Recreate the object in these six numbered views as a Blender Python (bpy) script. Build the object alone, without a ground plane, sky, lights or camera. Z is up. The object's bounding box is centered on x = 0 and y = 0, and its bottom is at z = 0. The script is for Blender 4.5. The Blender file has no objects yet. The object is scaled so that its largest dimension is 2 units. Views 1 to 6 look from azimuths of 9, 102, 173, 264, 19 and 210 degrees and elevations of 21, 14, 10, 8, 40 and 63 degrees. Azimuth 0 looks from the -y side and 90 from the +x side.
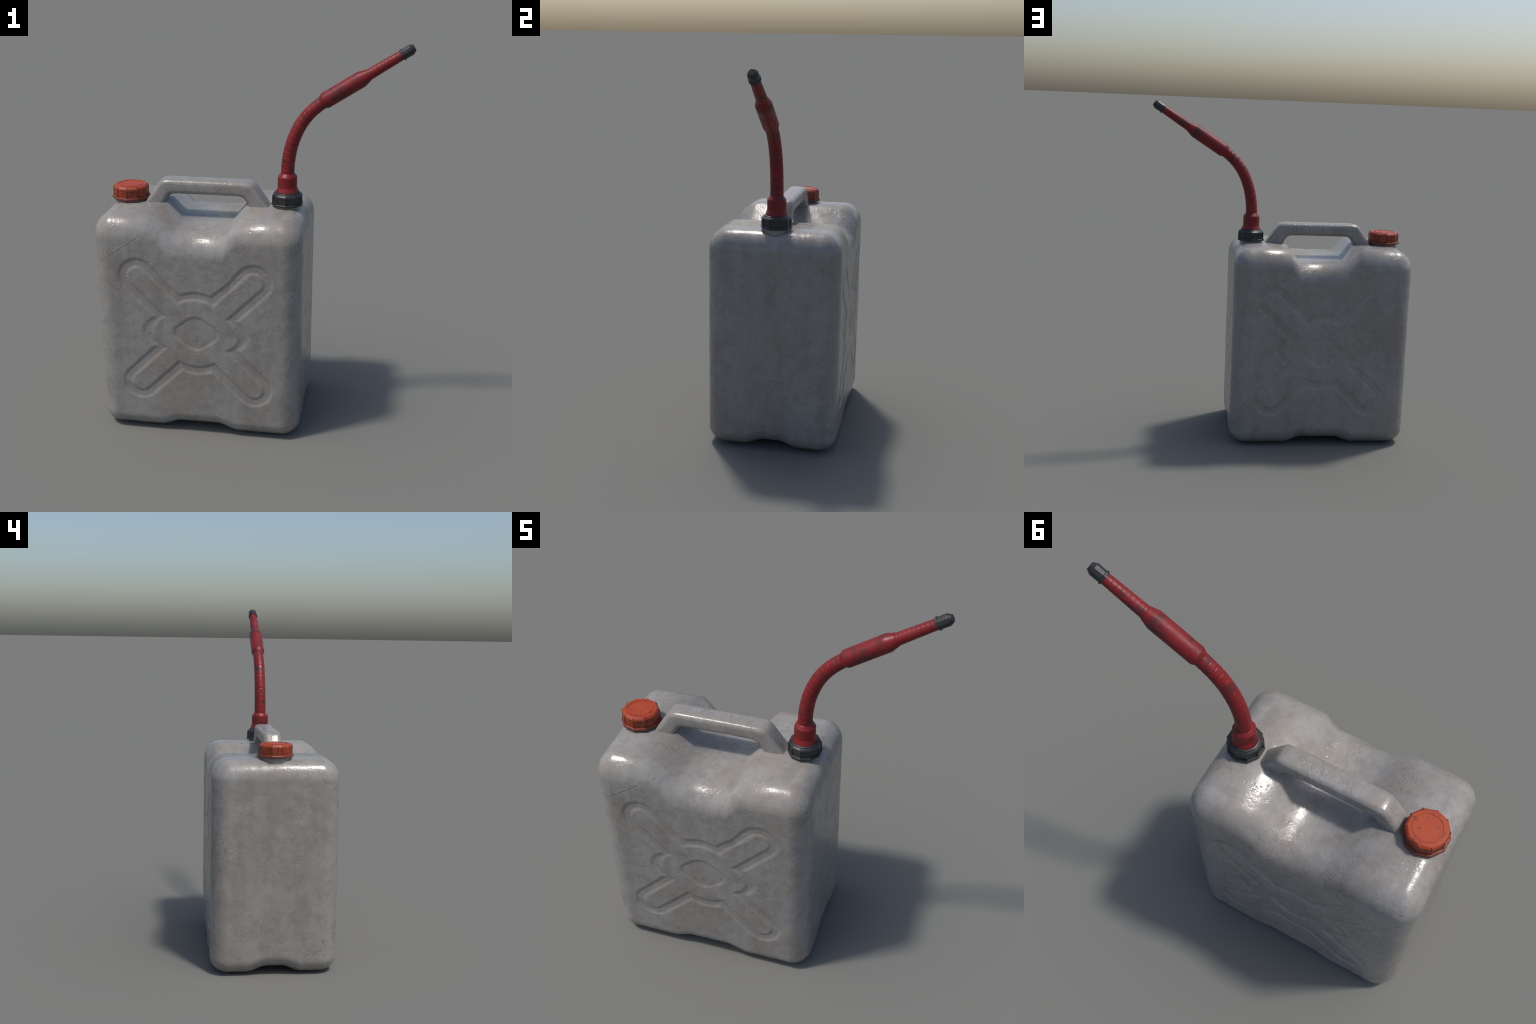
# Weathered plastic jerry can with a flexible red pouring spout and an orange filler cap.
import bpy, bmesh, math
import numpy as np
from mathutils import Vector, noise

CX = -0.243            # centre of the can along x
HX, HY = 0.528, 0.346  # half width, half depth of the can
TOP = 1.1765            # height of the shoulders
CAP_X, SPOUT_X = -0.653, 0.170

# ------------------------------------------------------------------ helpers
def smooth(a, b, x):
    t = np.clip((x - a) / (b - a), 0.0, 1.0)
    return t * t * (3 - 2 * t)

def mesh_object(name, verts, faces, material, parent, smooth_shade=True, angle=None):
    me = bpy.data.meshes.new(name)
    me.from_pydata([tuple(v) for v in verts], [], faces)
    me.validate()
    bm = bmesh.new(); bm.from_mesh(me)
    bmesh.ops.recalc_face_normals(bm, faces=bm.faces)
    if angle is not None:
        for e in bm.edges:
            if len(e.link_faces) == 2 and e.calc_face_angle(0) > math.radians(angle):
                e.smooth = False
    for f in bm.faces:
        f.smooth = smooth_shade
    bm.to_mesh(me); bm.free()
    me.materials.append(material)
    ob = bpy.data.objects.new(name, me)
    bpy.context.scene.collection.objects.link(ob)
    ob.parent = parent
    return ob

def bevel(ob, width, segments=2, angle=28):
    m = ob.modifiers.new("edge", 'BEVEL')
    m.width = width; m.segments = segments
    m.limit_method = 'ANGLE'; m.angle_limit = math.radians(angle)
    m.harden_normals = False
    return ob

def turned(name, profile, sides, phase, centre, axis, material, parent, angle=None):
    """Solid of straight sides turned round an axis: profile = (radius, distance along the axis)."""
    axis = Vector(axis).normalized()
    side = Vector((0, 1, 0)) if abs(axis.y) < 0.9 else Vector((1, 0, 0))
    u = side.cross(axis).normalized()
    v = axis.cross(u)
    # for an upright axis make u = +x, v = +y
    c = Vector(centre)
    if angle is not None and angle >= 80:      # keep the smooth shading tight at the corners
        full = [profile[0]]
        for (r0, h0), (r1, h1) in zip(profile[:-1], profile[1:]):
            L = math.hypot(r1 - r0, h1 - h0)
            if L > 0.008:
                for t in (0.0025 / L, 1 - 0.0025 / L):
                    full.append((r0 + (r1 - r0) * t, h0 + (h1 - h0) * t))
            full.append((r1, h1))
        profile = full
    verts, faces = [], []
    for r, h in profile:
        for k in range(sides):
            a = math.radians(phase) + 2 * math.pi * k / sides
            verts.append(c + axis * h + u * (r * math.cos(a)) + v * (r * math.sin(a)))
    n = len(profile)
    for i in range(n - 1):
        for k in range(sides):
            k2 = (k + 1) % sides
            faces.append((i * sides + k, i * sides + k2, (i + 1) * sides + k2, (i + 1) * sides + k))
    faces.append(tuple(range(sides - 1, -1, -1)))
    faces.append(tuple((n - 1) * sides + k for k in range(sides)))
    return mesh_object(name, verts, faces, material, parent, True, angle)

# ------------------------------------------------------------------ materials
class Nodes:
    def __init__(self, name):
        self.mat = bpy.data.materials.new(name)
        self.mat.use_nodes = True
        self.t = self.mat.node_tree
        self.bsdf = self.t.nodes["Principled BSDF"]
        self.coord = self.t.nodes.new("ShaderNodeTexCoord").outputs["Object"]
    def link(self, a, b):
        self.t.links.new(a, b)
    def mapped(self, scale=(1, 1, 1), rot=(0, 0, 0), loc=(0, 0, 0)):
        m = self.t.nodes.new("ShaderNodeMapping")
        m.inputs["Location"].default_value = loc
        m.inputs["Rotation"].default_value = rot
        m.inputs["Scale"].default_value = scale
        self.link(self.coord, m.inputs["Vector"])
        return m.outputs["Vector"]
    def noise(self, scale, detail=4, rough=0.55, vec=None, distort=0.0):
        n = self.t.nodes.new("ShaderNodeTexNoise")
        n.inputs["Scale"].default_value = scale
        n.inputs["Detail"].default_value = detail
        n.inputs["Roughness"].default_value = rough
        n.inputs["Distortion"].default_value = distort
        self.link(vec or self.coord, n.inputs["Vector"])
        return n.outputs["Fac"]
    def ramp(self, fac, lo, hi, a=0.0, b=1.0):
        m = self.t.nodes.new("ShaderNodeMapRange")
        m.interpolation_type = 'SMOOTHSTEP'
        m.inputs["From Min"].default_value = lo
        m.inputs["From Max"].default_value = hi
        m.inputs["To Min"].default_value = a
        m.inputs["To Max"].default_value = b
        self.link(fac, m.inputs["Value"])
        return m.outputs["Result"]
    def math(self, op, a, b=0.0):
        m = self.t.nodes.new("ShaderNodeMath"); m.operation = op
        for i, x in enumerate((a, b)):
            if isinstance(x, (int, float)):
                m.inputs[i].default_value = x
            else:
                self.link(x, m.inputs[i])
        return m.outputs[0]
    def mix(self, fac, a, b):
        m = self.t.nodes.new("ShaderNodeMix"); m.data_type = 'RGBA'
        if isinstance(fac, (int, float)):
            m.inputs[0].default_value = fac
        else:
            self.link(fac, m.inputs[0])
        for i, x in ((6, a), (7, b)):
            if isinstance(x, tuple):
                m.inputs[i].default_value = (*x, 1)
            else:
                self.link(x, m.inputs[i])
        return m.outputs[2]
    def bump(self, height, strength, dist, normal=None):
        b = self.t.nodes.new("ShaderNodeBump")
        b.inputs["Strength"].default_value = strength
        b.inputs["Distance"].default_value = dist
        self.link(height, b.inputs["Height"])
        if normal is not None:
            self.link(normal, b.inputs["Normal"])
        return b.outputs["Normal"]
    def finish(self, color, rough, normal=None, spec=0.5):
        for key, x in (("Base Color", color), ("Roughness", rough)):
            if isinstance(x, tuple):
                self.bsdf.inputs[key].default_value = (*x, 1)
            elif isinstance(x, (int, float)):
                self.bsdf.inputs[key].default_value = x
            else:
                self.link(x, self.bsdf.inputs[key])
        if normal is not None:
            self.link(normal, self.bsdf.inputs["Normal"])
        self.bsdf.inputs["Specular IOR Level"].default_value = spec
        return self.mat

def scratch(n, a, b, width, face):
    """Mask of a straight scratch between two (x, z) points on the front (face=-1) or back (face=1)."""
    dx, dz = b[0] - a[0], b[1] - a[1]
    L = math.hypot(dx, dz)
    s = n.t.nodes.new("ShaderNodeSeparateXYZ"); n.link(n.coord, s.inputs[0])
    x = n.math('SUBTRACT', s.outputs[0], a[0]); z = n.math('SUBTRACT', s.outputs[2], a[1])
    along = n.math('ADD', n.math('MULTIPLY', x, dx / L), n.math('MULTIPLY', z, dz / L))
    wob = n.math('MULTIPLY', n.math('SUBTRACT', n.noise(25, 2), 0.5), 0.006)
    across = n.math('ADD', n.math('SUBTRACT', n.math('MULTIPLY', z, dx / L), n.math('MULTIPLY', x, dz / L)), wob)
    m1 = n.ramp(n.math('ABSOLUTE', across), width * 0.3, width, 1.0, 0.0)
    m2 = n.math('MULTIPLY', n.ramp(along, 0.0, 0.06), n.ramp(along, L - 0.06, L, 1.0, 0.0))
    m3 = n.ramp(n.math('MULTIPLY', s.outputs[1], float(face)), 0.15, 0.2)
    return n.math('MULTIPLY', n.math('MULTIPLY', m1, m2), m3)

def plastic_grey():
    n = Nodes("weathered_grey_plastic")
    big = n.noise(4.5, 6, 0.6, distort=0.3)
    warm = n.ramp(big, 0.44, 0.62)
    streak = n.ramp(n.noise(7.0, 5, 0.6, vec=n.mapped((1.6, 1.6, 0.28))), 0.45, 0.68)
    patch = n.ramp(n.noise(16.0, 6, 0.65), 0.46, 0.64)
    grain = n.noise(140.0, 3, 0.7)
    pale = n.ramp(n.noise(3.2, 7, 0.7, vec=n.mapped(loc=(3.1, 7.7, 1.3))), 0.54, 0.66)
    c = n.mix(n.math('MULTIPLY', warm, 0.80), (0.280, 0.269, 0.252), (0.256, 0.228, 0.200))
    c = n.mix(n.math('MULTIPLY', streak, 0.42), c, (0.196, 0.173, 0.154))
    c = n.mix(n.math('MULTIPLY', patch, 0.45), c, (0.196, 0.178, 0.162))
    c = n.mix(n.math('MULTIPLY', pale, 0.26), c, (0.325, 0.312, 0.292))
    mottle = n.ramp(n.noise(34.0, 6, 0.72, vec=n.mapped((1, 1, 0.8))), 0.47, 0.66)
    c = n.mix(n.math('MULTIPLY', mottle, 0.24), c, (0.172, 0.150, 0.130))
    # fine soil in specks and small clusters
    cluster = n.ramp(n.noise(7.0, 3, 0.6, vec=n.mapped(loc=(1.7, 0.2, 5.5))), 0.48, 0.64)
    specks = n.math('MULTIPLY', n.ramp(n.noise(75.0, 4, 0.7), 0.54, 0.68), cluster)
    c = n.mix(n.math('MULTIPLY', specks, 0.70), c, (0.120, 0.096, 0.075))
    c = n.mix(n.math('MULTIPLY', n.ramp(grain, 0.35, 0.7), 0.14), c, (0.17, 0.16, 0.15))
    sc = n.math('MAXIMUM', scratch(n, (-0.730, 0.942), (-0.500, 1.100), 0.0034, -1),
                scratch(n, (-0.195, 1.070), (-0.085, 0.985), 0.0032, 1))
    c = n.mix(n.math('MULTIPLY', n.math('MULTIPLY', sc, n.ramp(n.noise(60, 3), 0.3, 0.6, 0.3, 1.0)), 0.38), c, (0.12, 0.10, 0.085))
    rough = n.math('ADD', n.ramp(n.noise(22.0, 5, 0.6), 0.35, 0.7, 0.19, 0.31),
                   n.math('MULTIPLY', specks, 0.25))
    pits = n.math('MULTIPLY', n.ramp(n.noise(70.0, 3, 0.6), 0.52, 0.72), cluster)
    nicks = n.ramp(n.noise(30.0, 2, 0.5, vec=n.mapped((1, 1, 1.8))), 0.66, 0.76)
    h = n.math('ADD', n.math('MULTIPLY', n.noise(55.0, 3, 0.5), 0.30), n.math('MULTIPLY', n.noise(170.0, 3, 0.6), 0.11))
    h = n.math('SUBTRACT', h, n.math('MULTIPLY', pits, 0.48))
    h = n.math('SUBTRACT', h, n.math('MULTIPLY', nicks, 0.32))
    h = n.math('SUBTRACT', h, n.math('MULTIPLY', sc, 0.9))
    return n.finish(c, rough, n.bump(h, 0.55, 0.0035), 0.5)

def plastic_red():
    n = Nodes("worn_red_plastic")
    smear = n.ramp(n.noise(14.0, 7, 0.68, vec=n.mapped((1.0, 1.0, 0.8)), distort=0.4), 0.50, 0.63)
    fine = n.ramp(n.noise(60.0, 5, 0.7), 0.50, 0.70)
    fade = n.ramp(n.noise(9.0, 4, 0.6, vec=n.mapped(loc=(2, 5, 1))), 0.45, 0.65)
    c = n.mix(n.math('MULTIPLY', fade, 0.6), (0.190, 0.0085, 0.0100), (0.205, 0.016, 0.018))
    c = n.mix(n.math('MULTIPLY', smear, 0.78), c, (0.048, 0.018, 0.018))
    c = n.mix(n.math('MULTIPLY', fine, 0.50), c, (0.045, 0.016, 0.016))
    h = n.noise(160.0, 3, 0.6)
    return n.finish(c, n.ramp(n.noise(30, 4), 0.3, 0.7, 0.36, 0.54), n.bump(h, 0.25, 0.0015), 0.36)

def plastic_orange(name, streaks, spots_at):
    n = Nodes(name)
    spots = n.ramp(n.noise(42.0, 5, 0.66, vec=n.mapped(loc=(0.4, 0.1, 0.7))), spots_at, spots_at + 0.08)
    c = n.mix(n.ramp(n.noise(20.0, 4), 0.4, 0.6), (0.350, 0.049, 0.010), (0.315, 0.040, 0.011))
    if streaks:
        streak = n.ramp(n.noise(95.0, 4, 0.65, vec=n.mapped((1, 1, 0.16))), 0.42, 0.60)
        c = n.mix(n.math('MULTIPLY', streak, streaks), c, (0.100, 0.027, 0.013))
    c = n.mix(n.math('MULTIPLY', spots, 0.75), c, (0.070, 0.030, 0.022))
    h = n.noise(200.0, 3, 0.6)
    return n.finish(c, n.ramp(n.noise(40, 4), 0.3, 0.7, 0.38, 0.54), n.bump(h, 0.2, 0.001), 0.38)

def rim_brown():
    n = Nodes("grimy_orange_plastic")
    m = n.ramp(n.noise(55.0, 5, 0.65), 0.42, 0.62)
    c = n.mix(m, (0.200, 0.034, 0.013), (0.085, 0.030, 0.020))
    return n.finish(c, 0.45, n.bump(n.noise(200.0, 3), 0.2, 0.001), 0.45)

def plastic_black():
    n = Nodes("black_plastic")
    m = n.ramp(n.noise(35.0, 5, 0.6), 0.4, 0.65)
    c = n.mix(n.math('MULTIPLY', m, 0.6), (0.0165, 0.0175, 0.019), (0.028, 0.028, 0.029))
    return n.finish(c, n.ramp(n.noise(30, 4), 0.3, 0.7, 0.36, 0.50), n.bump(n.noise(220.0, 3), 0.2, 0.001), 0.5)

GREY, RED, ORANGE, RIM, BLACK = plastic_grey(), plastic_red(), plastic_orange("worn_orange_plastic", 0, 0.555), rim_brown(), plastic_black()

SIDE = plastic_orange("streaked_orange_plastic", 0.8, 0.56)

# ------------------------------------------------------------------ the can
can = bpy.data.objects.new("jerry_can", None)
can.location = (0, 0, 0)
bpy.context.scene.collection.objects.link(can)
can["label"] = "weathered grey plastic jerry can with bent red pouring spout"
can["category"] = "jerry can"

R_SIDE, R_TOP, R_BOT = 0.100, 0.110, 0.088

def axis_stops(half, r_lo, r_hi, step, arc=9):
    """Grid stops on one axis of a rounded box: (value on the inner box, corner slope -1..1)."""
    stops = [(-half + r_lo, -math.tan(math.radians(45) * (arc - i) / arc)) for i in range(arc)]
    a, b = -half + r_lo, half - r_hi
    m = max(2, int(round((b - a) / step)))
    stops += [(a + (b - a) * i / m, 0.0) for i in range(m + 1)]
    stops += [(half - r_hi, math.tan(math.radians(45) * (i + 1) / arc)) for i in range(arc)]
    return stops

def relief_depth(x, z):
    """Inward depth of the pressed star on the broad faces; x, z from the star's centre."""
    k = 1 / math.sqrt(2)
    def capsule(sx, sz, r, reach):
        t = np.clip((x * sx + z * sz) * k, -reach, reach)
        return np.hypot(x - t * sx * k, z - t * sz * k) - r
    def ellipse(a, b):
        return (np.hypot(x / a, z / b) - 1) * min(a, b)
    def star(r, wide, tall):
        d = np.minimum(capsule(1, 1, r, 0.420), capsule(1, -1, r, 0.420))
        return np.minimum(d, np.minimum(ellipse(*wide), ellipse(*tall)))
    outer = star(0.093, (0.271, 0.132), (0.200, 0.228))
    inner = star(0.049, (0.224, 0.124), (0.176, 0.186))
    groove = smooth(0.006, -0.008, outer) * smooth(-0.007, 0.007, inner)
    dia = ((np.abs(x) / 0.150 + np.abs(z) / 0.112) ** 16 + (np.abs(x) / 0.116) ** 16 + (np.abs(z) / 0.092) ** 16) ** (1 / 16)
    panel = smooth(1.06, 0.90, dia)
    return 0.0045 * groove + 0.0040 * panel

def build_body():
    hz = TOP / 2
    sx = axis_stops(HX, R_SIDE, R_SIDE, 0.0062)
    sy = axis_stops(HY, R_SIDE, R_SIDE, 0.0100)
    sz = axis_stops(hz, R_BOT, R_TOP, 0.0062)
    nx, ny, nz = len(sx) - 1, len(sy) - 1, len(sz) - 1
    index, pts, faces = {}, [], []
    def vid(i, j, k):
        key = (i, j, k)
        if key not in index:
            index[key] = len(pts)
            pts.append((sx[i][0], sy[j][0], sz[k][0], sx[i][1], sy[j][1], sz[k][1]))
        return index[key]
    for i in range(nx):
        for j in range(ny):
            for k in (0, nz):
                faces.append((vid(i, j, k), vid(i + 1, j, k), vid(i + 1, j + 1, k), vid(i, j + 1, k)))
    for i in range(nx):
        for k in range(nz):
            for j in (0, ny):
                faces.append((vid(i, j, k), vid(i + 1, j, k), vid(i + 1, j, k + 1), vid(i, j, k + 1)))
    for j in range(ny):
        for k in range(nz):
            for i in (0, nx):
                faces.append((vid(i, j, k), vid(i, j + 1, k), vid(i, j + 1, k + 1), vid(i, j, k + 1)))
    P = np.array(pts)
    q, a = P[:, :3], P[:, 3:]
    nrm = a / np.linalg.norm(a, axis=1)[:, None]
    rz = np.where(a[:, 2] > 0, R_TOP, R_BOT)
    # towards the top the horizontal corner reach grows to the top radius
    p = q + nrm * np.stack([np.full(len(q), R_SIDE), np.full(len(q), R_SIDE), rz], 1)
    x, y, z = p[:, 0], p[:, 1], p[:, 2] + hz
    # pressed star on both broad faces
    wface = smooth(0.6, 0.97, np.abs(nrm[:, 1]))
    y = y - np.sign(y) * relief_depth(x, z - 0.583) * wface
    # broad faces and ends bow very slightly
    bow = np.cos(np.clip(x / HX, -1, 1) * math.pi / 2) * np.sin(np.clip(z / TOP, 0, 1) * math.pi)
    y = y + np.sign(y) * 0.002 * bow * wface
    # grip recess across the top
    d = np.abs(x)
    t = np.clip((0.206 - d) / 0.068, 0, 1)
    f = 0.75 * t + 0.25 * t * t * (3 - 2 * t)
    tilt = np.radians(30) * np.clip(np.minimum(d / 0.140, (0.385 - d) / 0.182), 0, 1)
    drop = smooth(0.80, 1.065, z) * (nrm[:, 2] > 0)
    z_plain = z.copy()
    z = z - 0.080 * f * smooth(0.80, 1.065, z)
    # cross-shaped hollow underneath
    g = np.maximum(smooth(0.212, 0.092, np.abs(x)), smooth(0.152, 0.038, np.abs(y)))
    z = z + 0.033 * g * smooth(0.26, 0.06, z)
    out, dent = [], np.empty(len(x))
    for i, (X, Y, Z) in enumerate(zip(x, y, z)):
        v = Vector((X, Y, Z))
        dent[i] = 0.0016 * noise.noise(v * 7.0) + 0.0008 * noise.noise(v * 22.0)
    def placed(h):
        return np.stack([x + CX, y, np.maximum(0.0, h)], 1) + nrm * dent[:, None] * (h > 0.02)[:, None]
    # the recess is moulded with straight walls but shades softly: normals of the plain
    # shoulder, leaned over gradually towards the recess
    ob = mesh_object("body", placed(z_plain + (z < 0.3) * (z - z_plain)), faces, GREY, can)
    me = ob.data
    flat = np.empty(len(me.vertices) * 3)
    me.vertex_normals.foreach_get("vector", flat)
    N = flat.reshape(-1, 3)
    N[:, 1] += np.tan(np.radians(9)) * np.clip(y / 0.22, -1, 1) * np.maximum(N[:, 2], 0) ** 3 * (z > 0.8)
    N[:, 0] -= np.sign(x) * np.tan(tilt) * drop * np.maximum(N[:, 2], 0)
    N /= np.linalg.norm(N, axis=1)[:, None]
    me.vertices.foreach_set("co", placed(z).ravel())
    me.normals_split_custom_set_from_vertices(N.tolist())
    me.update()
    return ob

build_body()

# ------------------------------------------------------------------ carrying handle
def build_handle():
    half = 0.0515
    # (outer x, outer z, inner x, inner z) from the foot to the middle, x measured from the centre
    st = [(0.345, 1.140, 0.226, 1.135), (0.332, 1.170, 0.222, 1.165), (0.317, 1.187, 0.215, 1.180),
          (0.292, 1.223, 0.206, 1.196), (0.266, 1.260, 0.197, 1.209), (0.251, 1.281, 0.188, 1.217),
          (0.240, 1.2915, 0.178, 1.2210), (0.222, 1.2970, 0.166, 1.2230), (0.200, 1.2995, 0.150, 1.2235),
          (0.100, 1.2995, 0.080, 1.2235), (0.0, 1.2995, 0.0, 1.2235)]
    st = [(-a, b, -c, d) for a, b, c, d in st] + st[-2::-1]
    fine = []
    for s0, s1 in zip(st[:-1], st[1:]):
        for t in (0, 0.5):
            fine.append([p + (q - p) * t for p, q in zip(s0, s1)])
    fine.append(st[-1])
    seg, r = 6, 0.026
    verts, faces, ring_n = [], [], 0
    for ox, oz, ix, iz in fine:
        h = math.hypot(ox - ix, oz - iz) / 2
        mx, mz = (ox + ix) / 2, (oz + iz) / 2
        ux, uz = (ox - ix) / (2 * h), (oz - iz) / (2 * h)
        rr = min(r, h * 0.75)
        ring = []
        for cx, cy, a0 in ((1, 1, 0), (-1, 1, 90), (-1, -1, 180), (1, -1, 270)):
            for k in range(seg + 1):
                a = math.radians(a0 + 90 * k / seg)
                ring.append((cx * (h - rr) + rr * math.cos(a), cy * (half - rr) + rr * math.sin(a)))
        ring_n = len(ring)
        for w, yy in ring:
            verts.append((CX + mx + ux * w, yy, mz + uz * w))
    for i in range(len(fine) - 1):
        for k in range(ring_n):
            k2 = (k + 1) % ring_n
            faces.append((i * ring_n + k, i * ring_n + k2, (i + 1) * ring_n + k2, (i + 1) * ring_n + k))
    faces.append(tuple(range(ring_n)))
    faces.append(tuple((len(fine) - 1) * ring_n + k for k in range(ring_n)))
    return mesh_object("handle", verts, faces, GREY, can, True, 60)

build_handle()

# ------------------------------------------------------------------ screw caps
SIDES, PHASE = 10, 18
UP = (0, 0, 1)

def neck(x, r):
    turned("neck", [(r, 1.09), (r, 1.190)], 20, 0, (x, 0, 0), UP, GREY, can, 40)

neck(CAP_X, 0.081)
neck(SPOUT_X, 0.066)

def ribs(parent, x, r, z0, z1, slope_r, slope_z, width, material):
    """Upright ribs on the corners of a ten-sided cap, each bending over the chamfer."""
    w = width / 2
    prof = [(r - 0.006, z0), (r + 0.0012, z0), (r + 0.0012, z1), (slope_r + 0.002, slope_z), (slope_r - 0.006, slope_z - 0.001), (r - 0.006, z1 - 0.004)]
    verts = [(a, s * w, b) for s in (-1, 1) for a, b in prof]
    n = len(prof)
    faces = [tuple(range(n)), tuple(range(2 * n - 1, n - 1, -1))]
    faces += [(k, (k + 1) % n, n + (k + 1) % n, n + k) for k in range(n)]
    first = mesh_object("rib", verts, faces, material, parent, True, 30)
    bevel(first, 0.0009, 1)
    for k in range(SIDES):
        ob = first if k == 0 else first.copy()
        if k:
            bpy.context.scene.collection.objects.link(ob)
        ob.location = (x, 0, 0)
        ob.rotation_euler = (0, 0, math.radians(PHASE + 36 * k))
        ob.parent = parent

cap = turned("cap", [(0.060, 1.186), (0.0885, 1.190), (0.0905, 1.200), (0.0905, 1.2335), (0.0915, 1.2350),
                     (0.0905, 1.2450), (0.0835, 1.2540), (0.0805, 1.2558), (0.0600, 1.2562)],
             SIDES, PHASE, (CAP_X, 0, 0), UP, ORANGE, can, 24)
cap.data.materials.append(SIDE)
for p in cap.data.polygons:                      # the gripping panels collect grime
    p.material_index = 1 if p.center.z < 1.241 else 0
bevel(cap, 0.0012)
rim = turned("rim", [(0.0800, 1.1850), (0.0965, 1.1850), (0.0990, 1.1880), (0.0990, 1.1950), (0.0960, 1.2000), (0.0880, 1.2010)],
             SIDES, PHASE, (CAP_X, 0, 0), UP, RIM, cap, 24)
bevel(rim, 0.0012)
ribs(cap, CAP_X, 0.0905, 1.197, 1.2450, 0.0835, 1.2550, 0.0060, RIM)

def arrow(parent, start, end):
    """Raised arrow bent along a circle on top of the orange cap (angles in degrees, clockwise)."""
    R, w, z0, z1 = 0.0615, 0.0014, 1.2550, 1.2580
    verts, faces, n = [], [], 40
    def ring(a, r0, r1):
        ca, sa = math.cos(a), math.sin(a)
        for r, z in ((r0, z0), (r0 + 0.0005, z1), (r1 - 0.0005, z1), (r1, z0)):
            verts.append((CAP_X + r * ca, r * sa, z))
    rows = []
    for k in range(n + 1):
        a = math.radians(start + (end - start) * k / n)
        rows.append((a, R - w, R + w))
    head = math.radians(end)
    step = -1 if end < start else 1
    rows.append((head, R - 0.0050, R + 0.0090))
    rows.append((head + step * math.radians(12), R - 0.0022, R - 0.0004))
    for r in rows:
        ring(*r)
    for k in range(len(rows) - 1):
        for j in range(3):
            faces.append((4 * k + j, 4 * k + j + 1, 4 * k + 5 + j, 4 * k + 4 + j))
    m = 4 * (len(rows) - 1)
    faces += [(0, 1, 2, 3), (m, m + 1, m + 2, m + 3)]
    mesh_object("arrow", verts, faces, ORANGE, parent, False)

arrow(cap, 72, -86)
arrow(cap, 252, 94)

# ------------------------------------------------------------------ pouring spout
spout = turned("spout", [(0.058, 1.2515), (0.0585, 1.2570), (0.0505, 1.2770), (0.0500, 1.2800), (0.0500, 1.3300),
                         (0.0488, 1.3345), (0.0370, 1.3500), (0.0320, 1.3525)],
               SIDES, PHASE, (SPOUT_X, 0, 0), UP, RED, can, 80)
nut = turned("nut", [(0.055, 1.190), (0.0745, 1.194), (0.0750, 1.2000), (0.0750, 1.2290), (0.0772, 1.2310), (0.0765, 1.2390), (0.0690, 1.2465),
                     (0.0665, 1.2475), (0.0660, 1.2515), (0.0600, 1.2545), (0.0500, 1.2550)],
             SIDES, PHASE, (SPOUT_X, 0, 0), UP, BLACK, spout, 24)
bevel(nut, 0.0012)
rim2 = turned("rim", [(0.0650, 1.1855), (0.0800, 1.1860), (0.0825, 1.1890), (0.0825, 1.1950), (0.0800, 1.1990), (0.0730, 1.2000)],
              SIDES, PHASE, (SPOUT_X, 0, 0), UP, BLACK, spout, 24)
bevel(rim2, 0.0012)
ribs(spout, SPOUT_X, 0.0768, 1.196, 1.2360, 0.0690, 1.2460, 0.0055, BLACK)

# centre line of the flexible hose, (x, z)
HOSE = [(0.1705, 1.335), (0.1710, 1.375), (0.1755, 1.425), (0.1885, 1.492), (0.2100, 1.554), (0.2400, 1.612),
        (0.2840, 1.667), (0.3330, 1.709), (0.3640, 1.7305)]
def spline(points, count):
    P = [Vector((x, 0, z)) for x, z in points]
    P = [2 * P[0] - P[1]] + P + [2 * P[-1] - P[-2]]
    raw = []
    for i in range(1, len(P) - 2):
        for k in range(24):
            t = k / 24
            a, b, c, d = P[i - 1], P[i], P[i + 1], P[i + 2]
            raw.append(0.5 * ((2 * b) + (c - a) * t + (2 * a - 5 * b + 4 * c - d) * t * t + (3 * b - a - 3 * c + d) * t ** 3))
    raw.append(P[-2])
    dist = [0.0]
    for p, q in zip(raw[:-1], raw[1:]):
        dist.append(dist[-1] + (q - p).length)
    res, j = [], 0
    for k in range(count + 1):
        s = dist[-1] * k / count
        while j < len(raw) - 2 and dist[j + 1] < s:
            j += 1
        t = (s - dist[j]) / max(1e-9, dist[j + 1] - dist[j])
        res.append(raw[j].lerp(raw[j + 1], t))
    return res, dist[-1]

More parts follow.
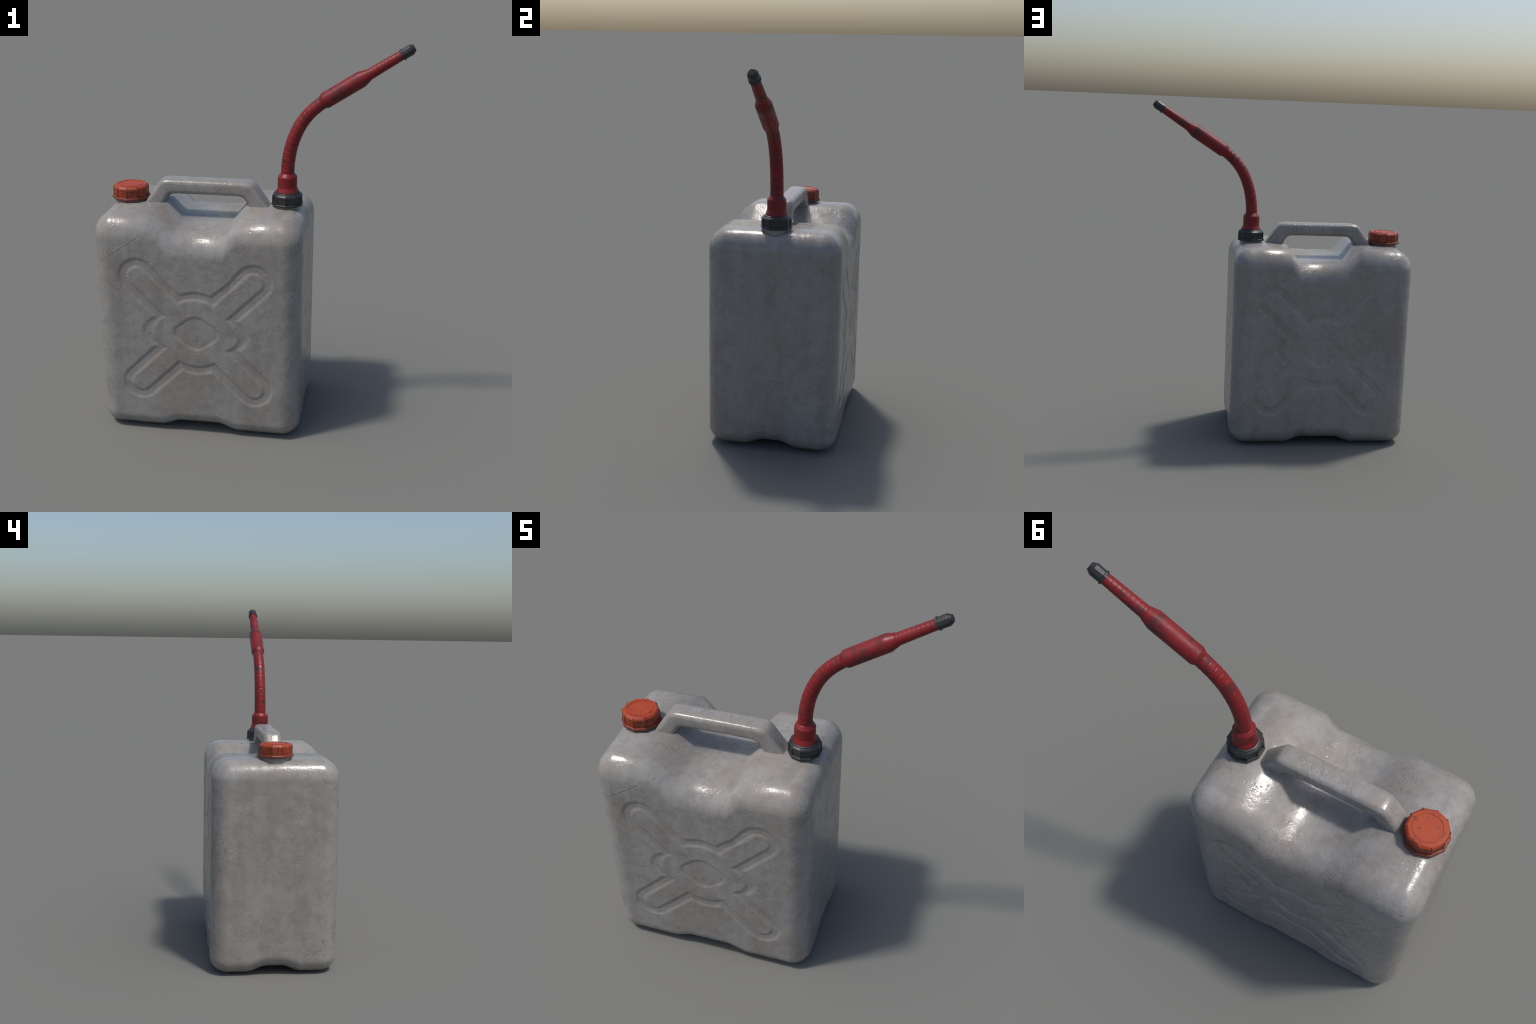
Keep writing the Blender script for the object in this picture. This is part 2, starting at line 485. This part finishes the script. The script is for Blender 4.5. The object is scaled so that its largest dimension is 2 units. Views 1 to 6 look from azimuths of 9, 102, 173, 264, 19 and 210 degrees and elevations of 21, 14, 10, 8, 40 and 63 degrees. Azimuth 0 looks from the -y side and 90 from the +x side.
def build_tube(name, path, length, radius, groove_at, groove_w, groove_d, parent, sides=20):
    count = len(path) - 1
    verts, faces = [], []
    for k, p in enumerate(path):
        s = length * k / count
        t = (path[min(k + 1, count)] - path[max(k - 1, 0)]).normalized()
        u = Vector((0, 1, 0)).cross(t).normalized()
        r = radius(s)
        g = min(abs(s - c) for c in groove_at)
        r -= groove_d * float(smooth(groove_w, groove_w * 0.35, g))
        for j in range(sides):
            a = 2 * math.pi * j / sides
            verts.append(p + u * (r * math.cos(a)) + Vector((0, 1, 0)) * (r * math.sin(a)))
    for i in range(count):
        for j in range(sides):
            j2 = (j + 1) % sides
            faces.append((i * sides + j, i * sides + j2, (i + 1) * sides + j2, (i + 1) * sides + j))
    faces.append(tuple(range(sides)))
    faces.append(tuple(count * sides + j for j in range(sides)))
    return mesh_object(name, verts, faces, RED, parent, True, 70)

path, length = spline(HOSE, 300)
build_tube("hose", path, length, lambda s: 0.0345 - 0.0025 * s / length,
           [0.042 + 0.0298 * k for k in range(15)], 0.0032, 0.0014, spout)

AXIS = Vector((0.413, 0, 0.263)).normalized()
B0 = Vector((0.345, 0, 1.7195))
turned("grip", [(0.030, -0.016), (0.0315, -0.014), (0.0395, 0.0035), (0.0408, 0.0060), (0.0408, 0.2040), (0.0400, 0.2048), (0.0400, 0.2058), (0.0408, 0.2066), (0.0408, 0.2080),
                (0.0400, 0.2110), (0.0290, 0.2480), (0.0265, 0.2500)], 20, 0, B0, AXIS, RED, spout, 80)
tube0, tube1 = B0 + AXIS * 0.24, B0 + AXIS * 0.452
tl = (tube1 - tube0).length
tp = [tube0.lerp(tube1, k / 170) for k in range(171)]
build_tube("nozzle_tube", tp, tl, lambda s: 0.0280 - 0.0045 * s / tl,
           [0.020 + 0.0202 * k for k in range(9)], 0.0024, 0.0008, spout)
tip = turned("tip", [(0.0180, 0.4300), (0.0285, 0.4300), (0.0298, 0.4315), (0.0298, 0.4375), (0.0285, 0.4390), (0.0262, 0.4395),
                     (0.0270, 0.4790), (0.0165, 0.4970), (0.0100, 0.4972)], 10, 18, B0, AXIS, BLACK, spout, 24)
bevel(tip, 0.0010)
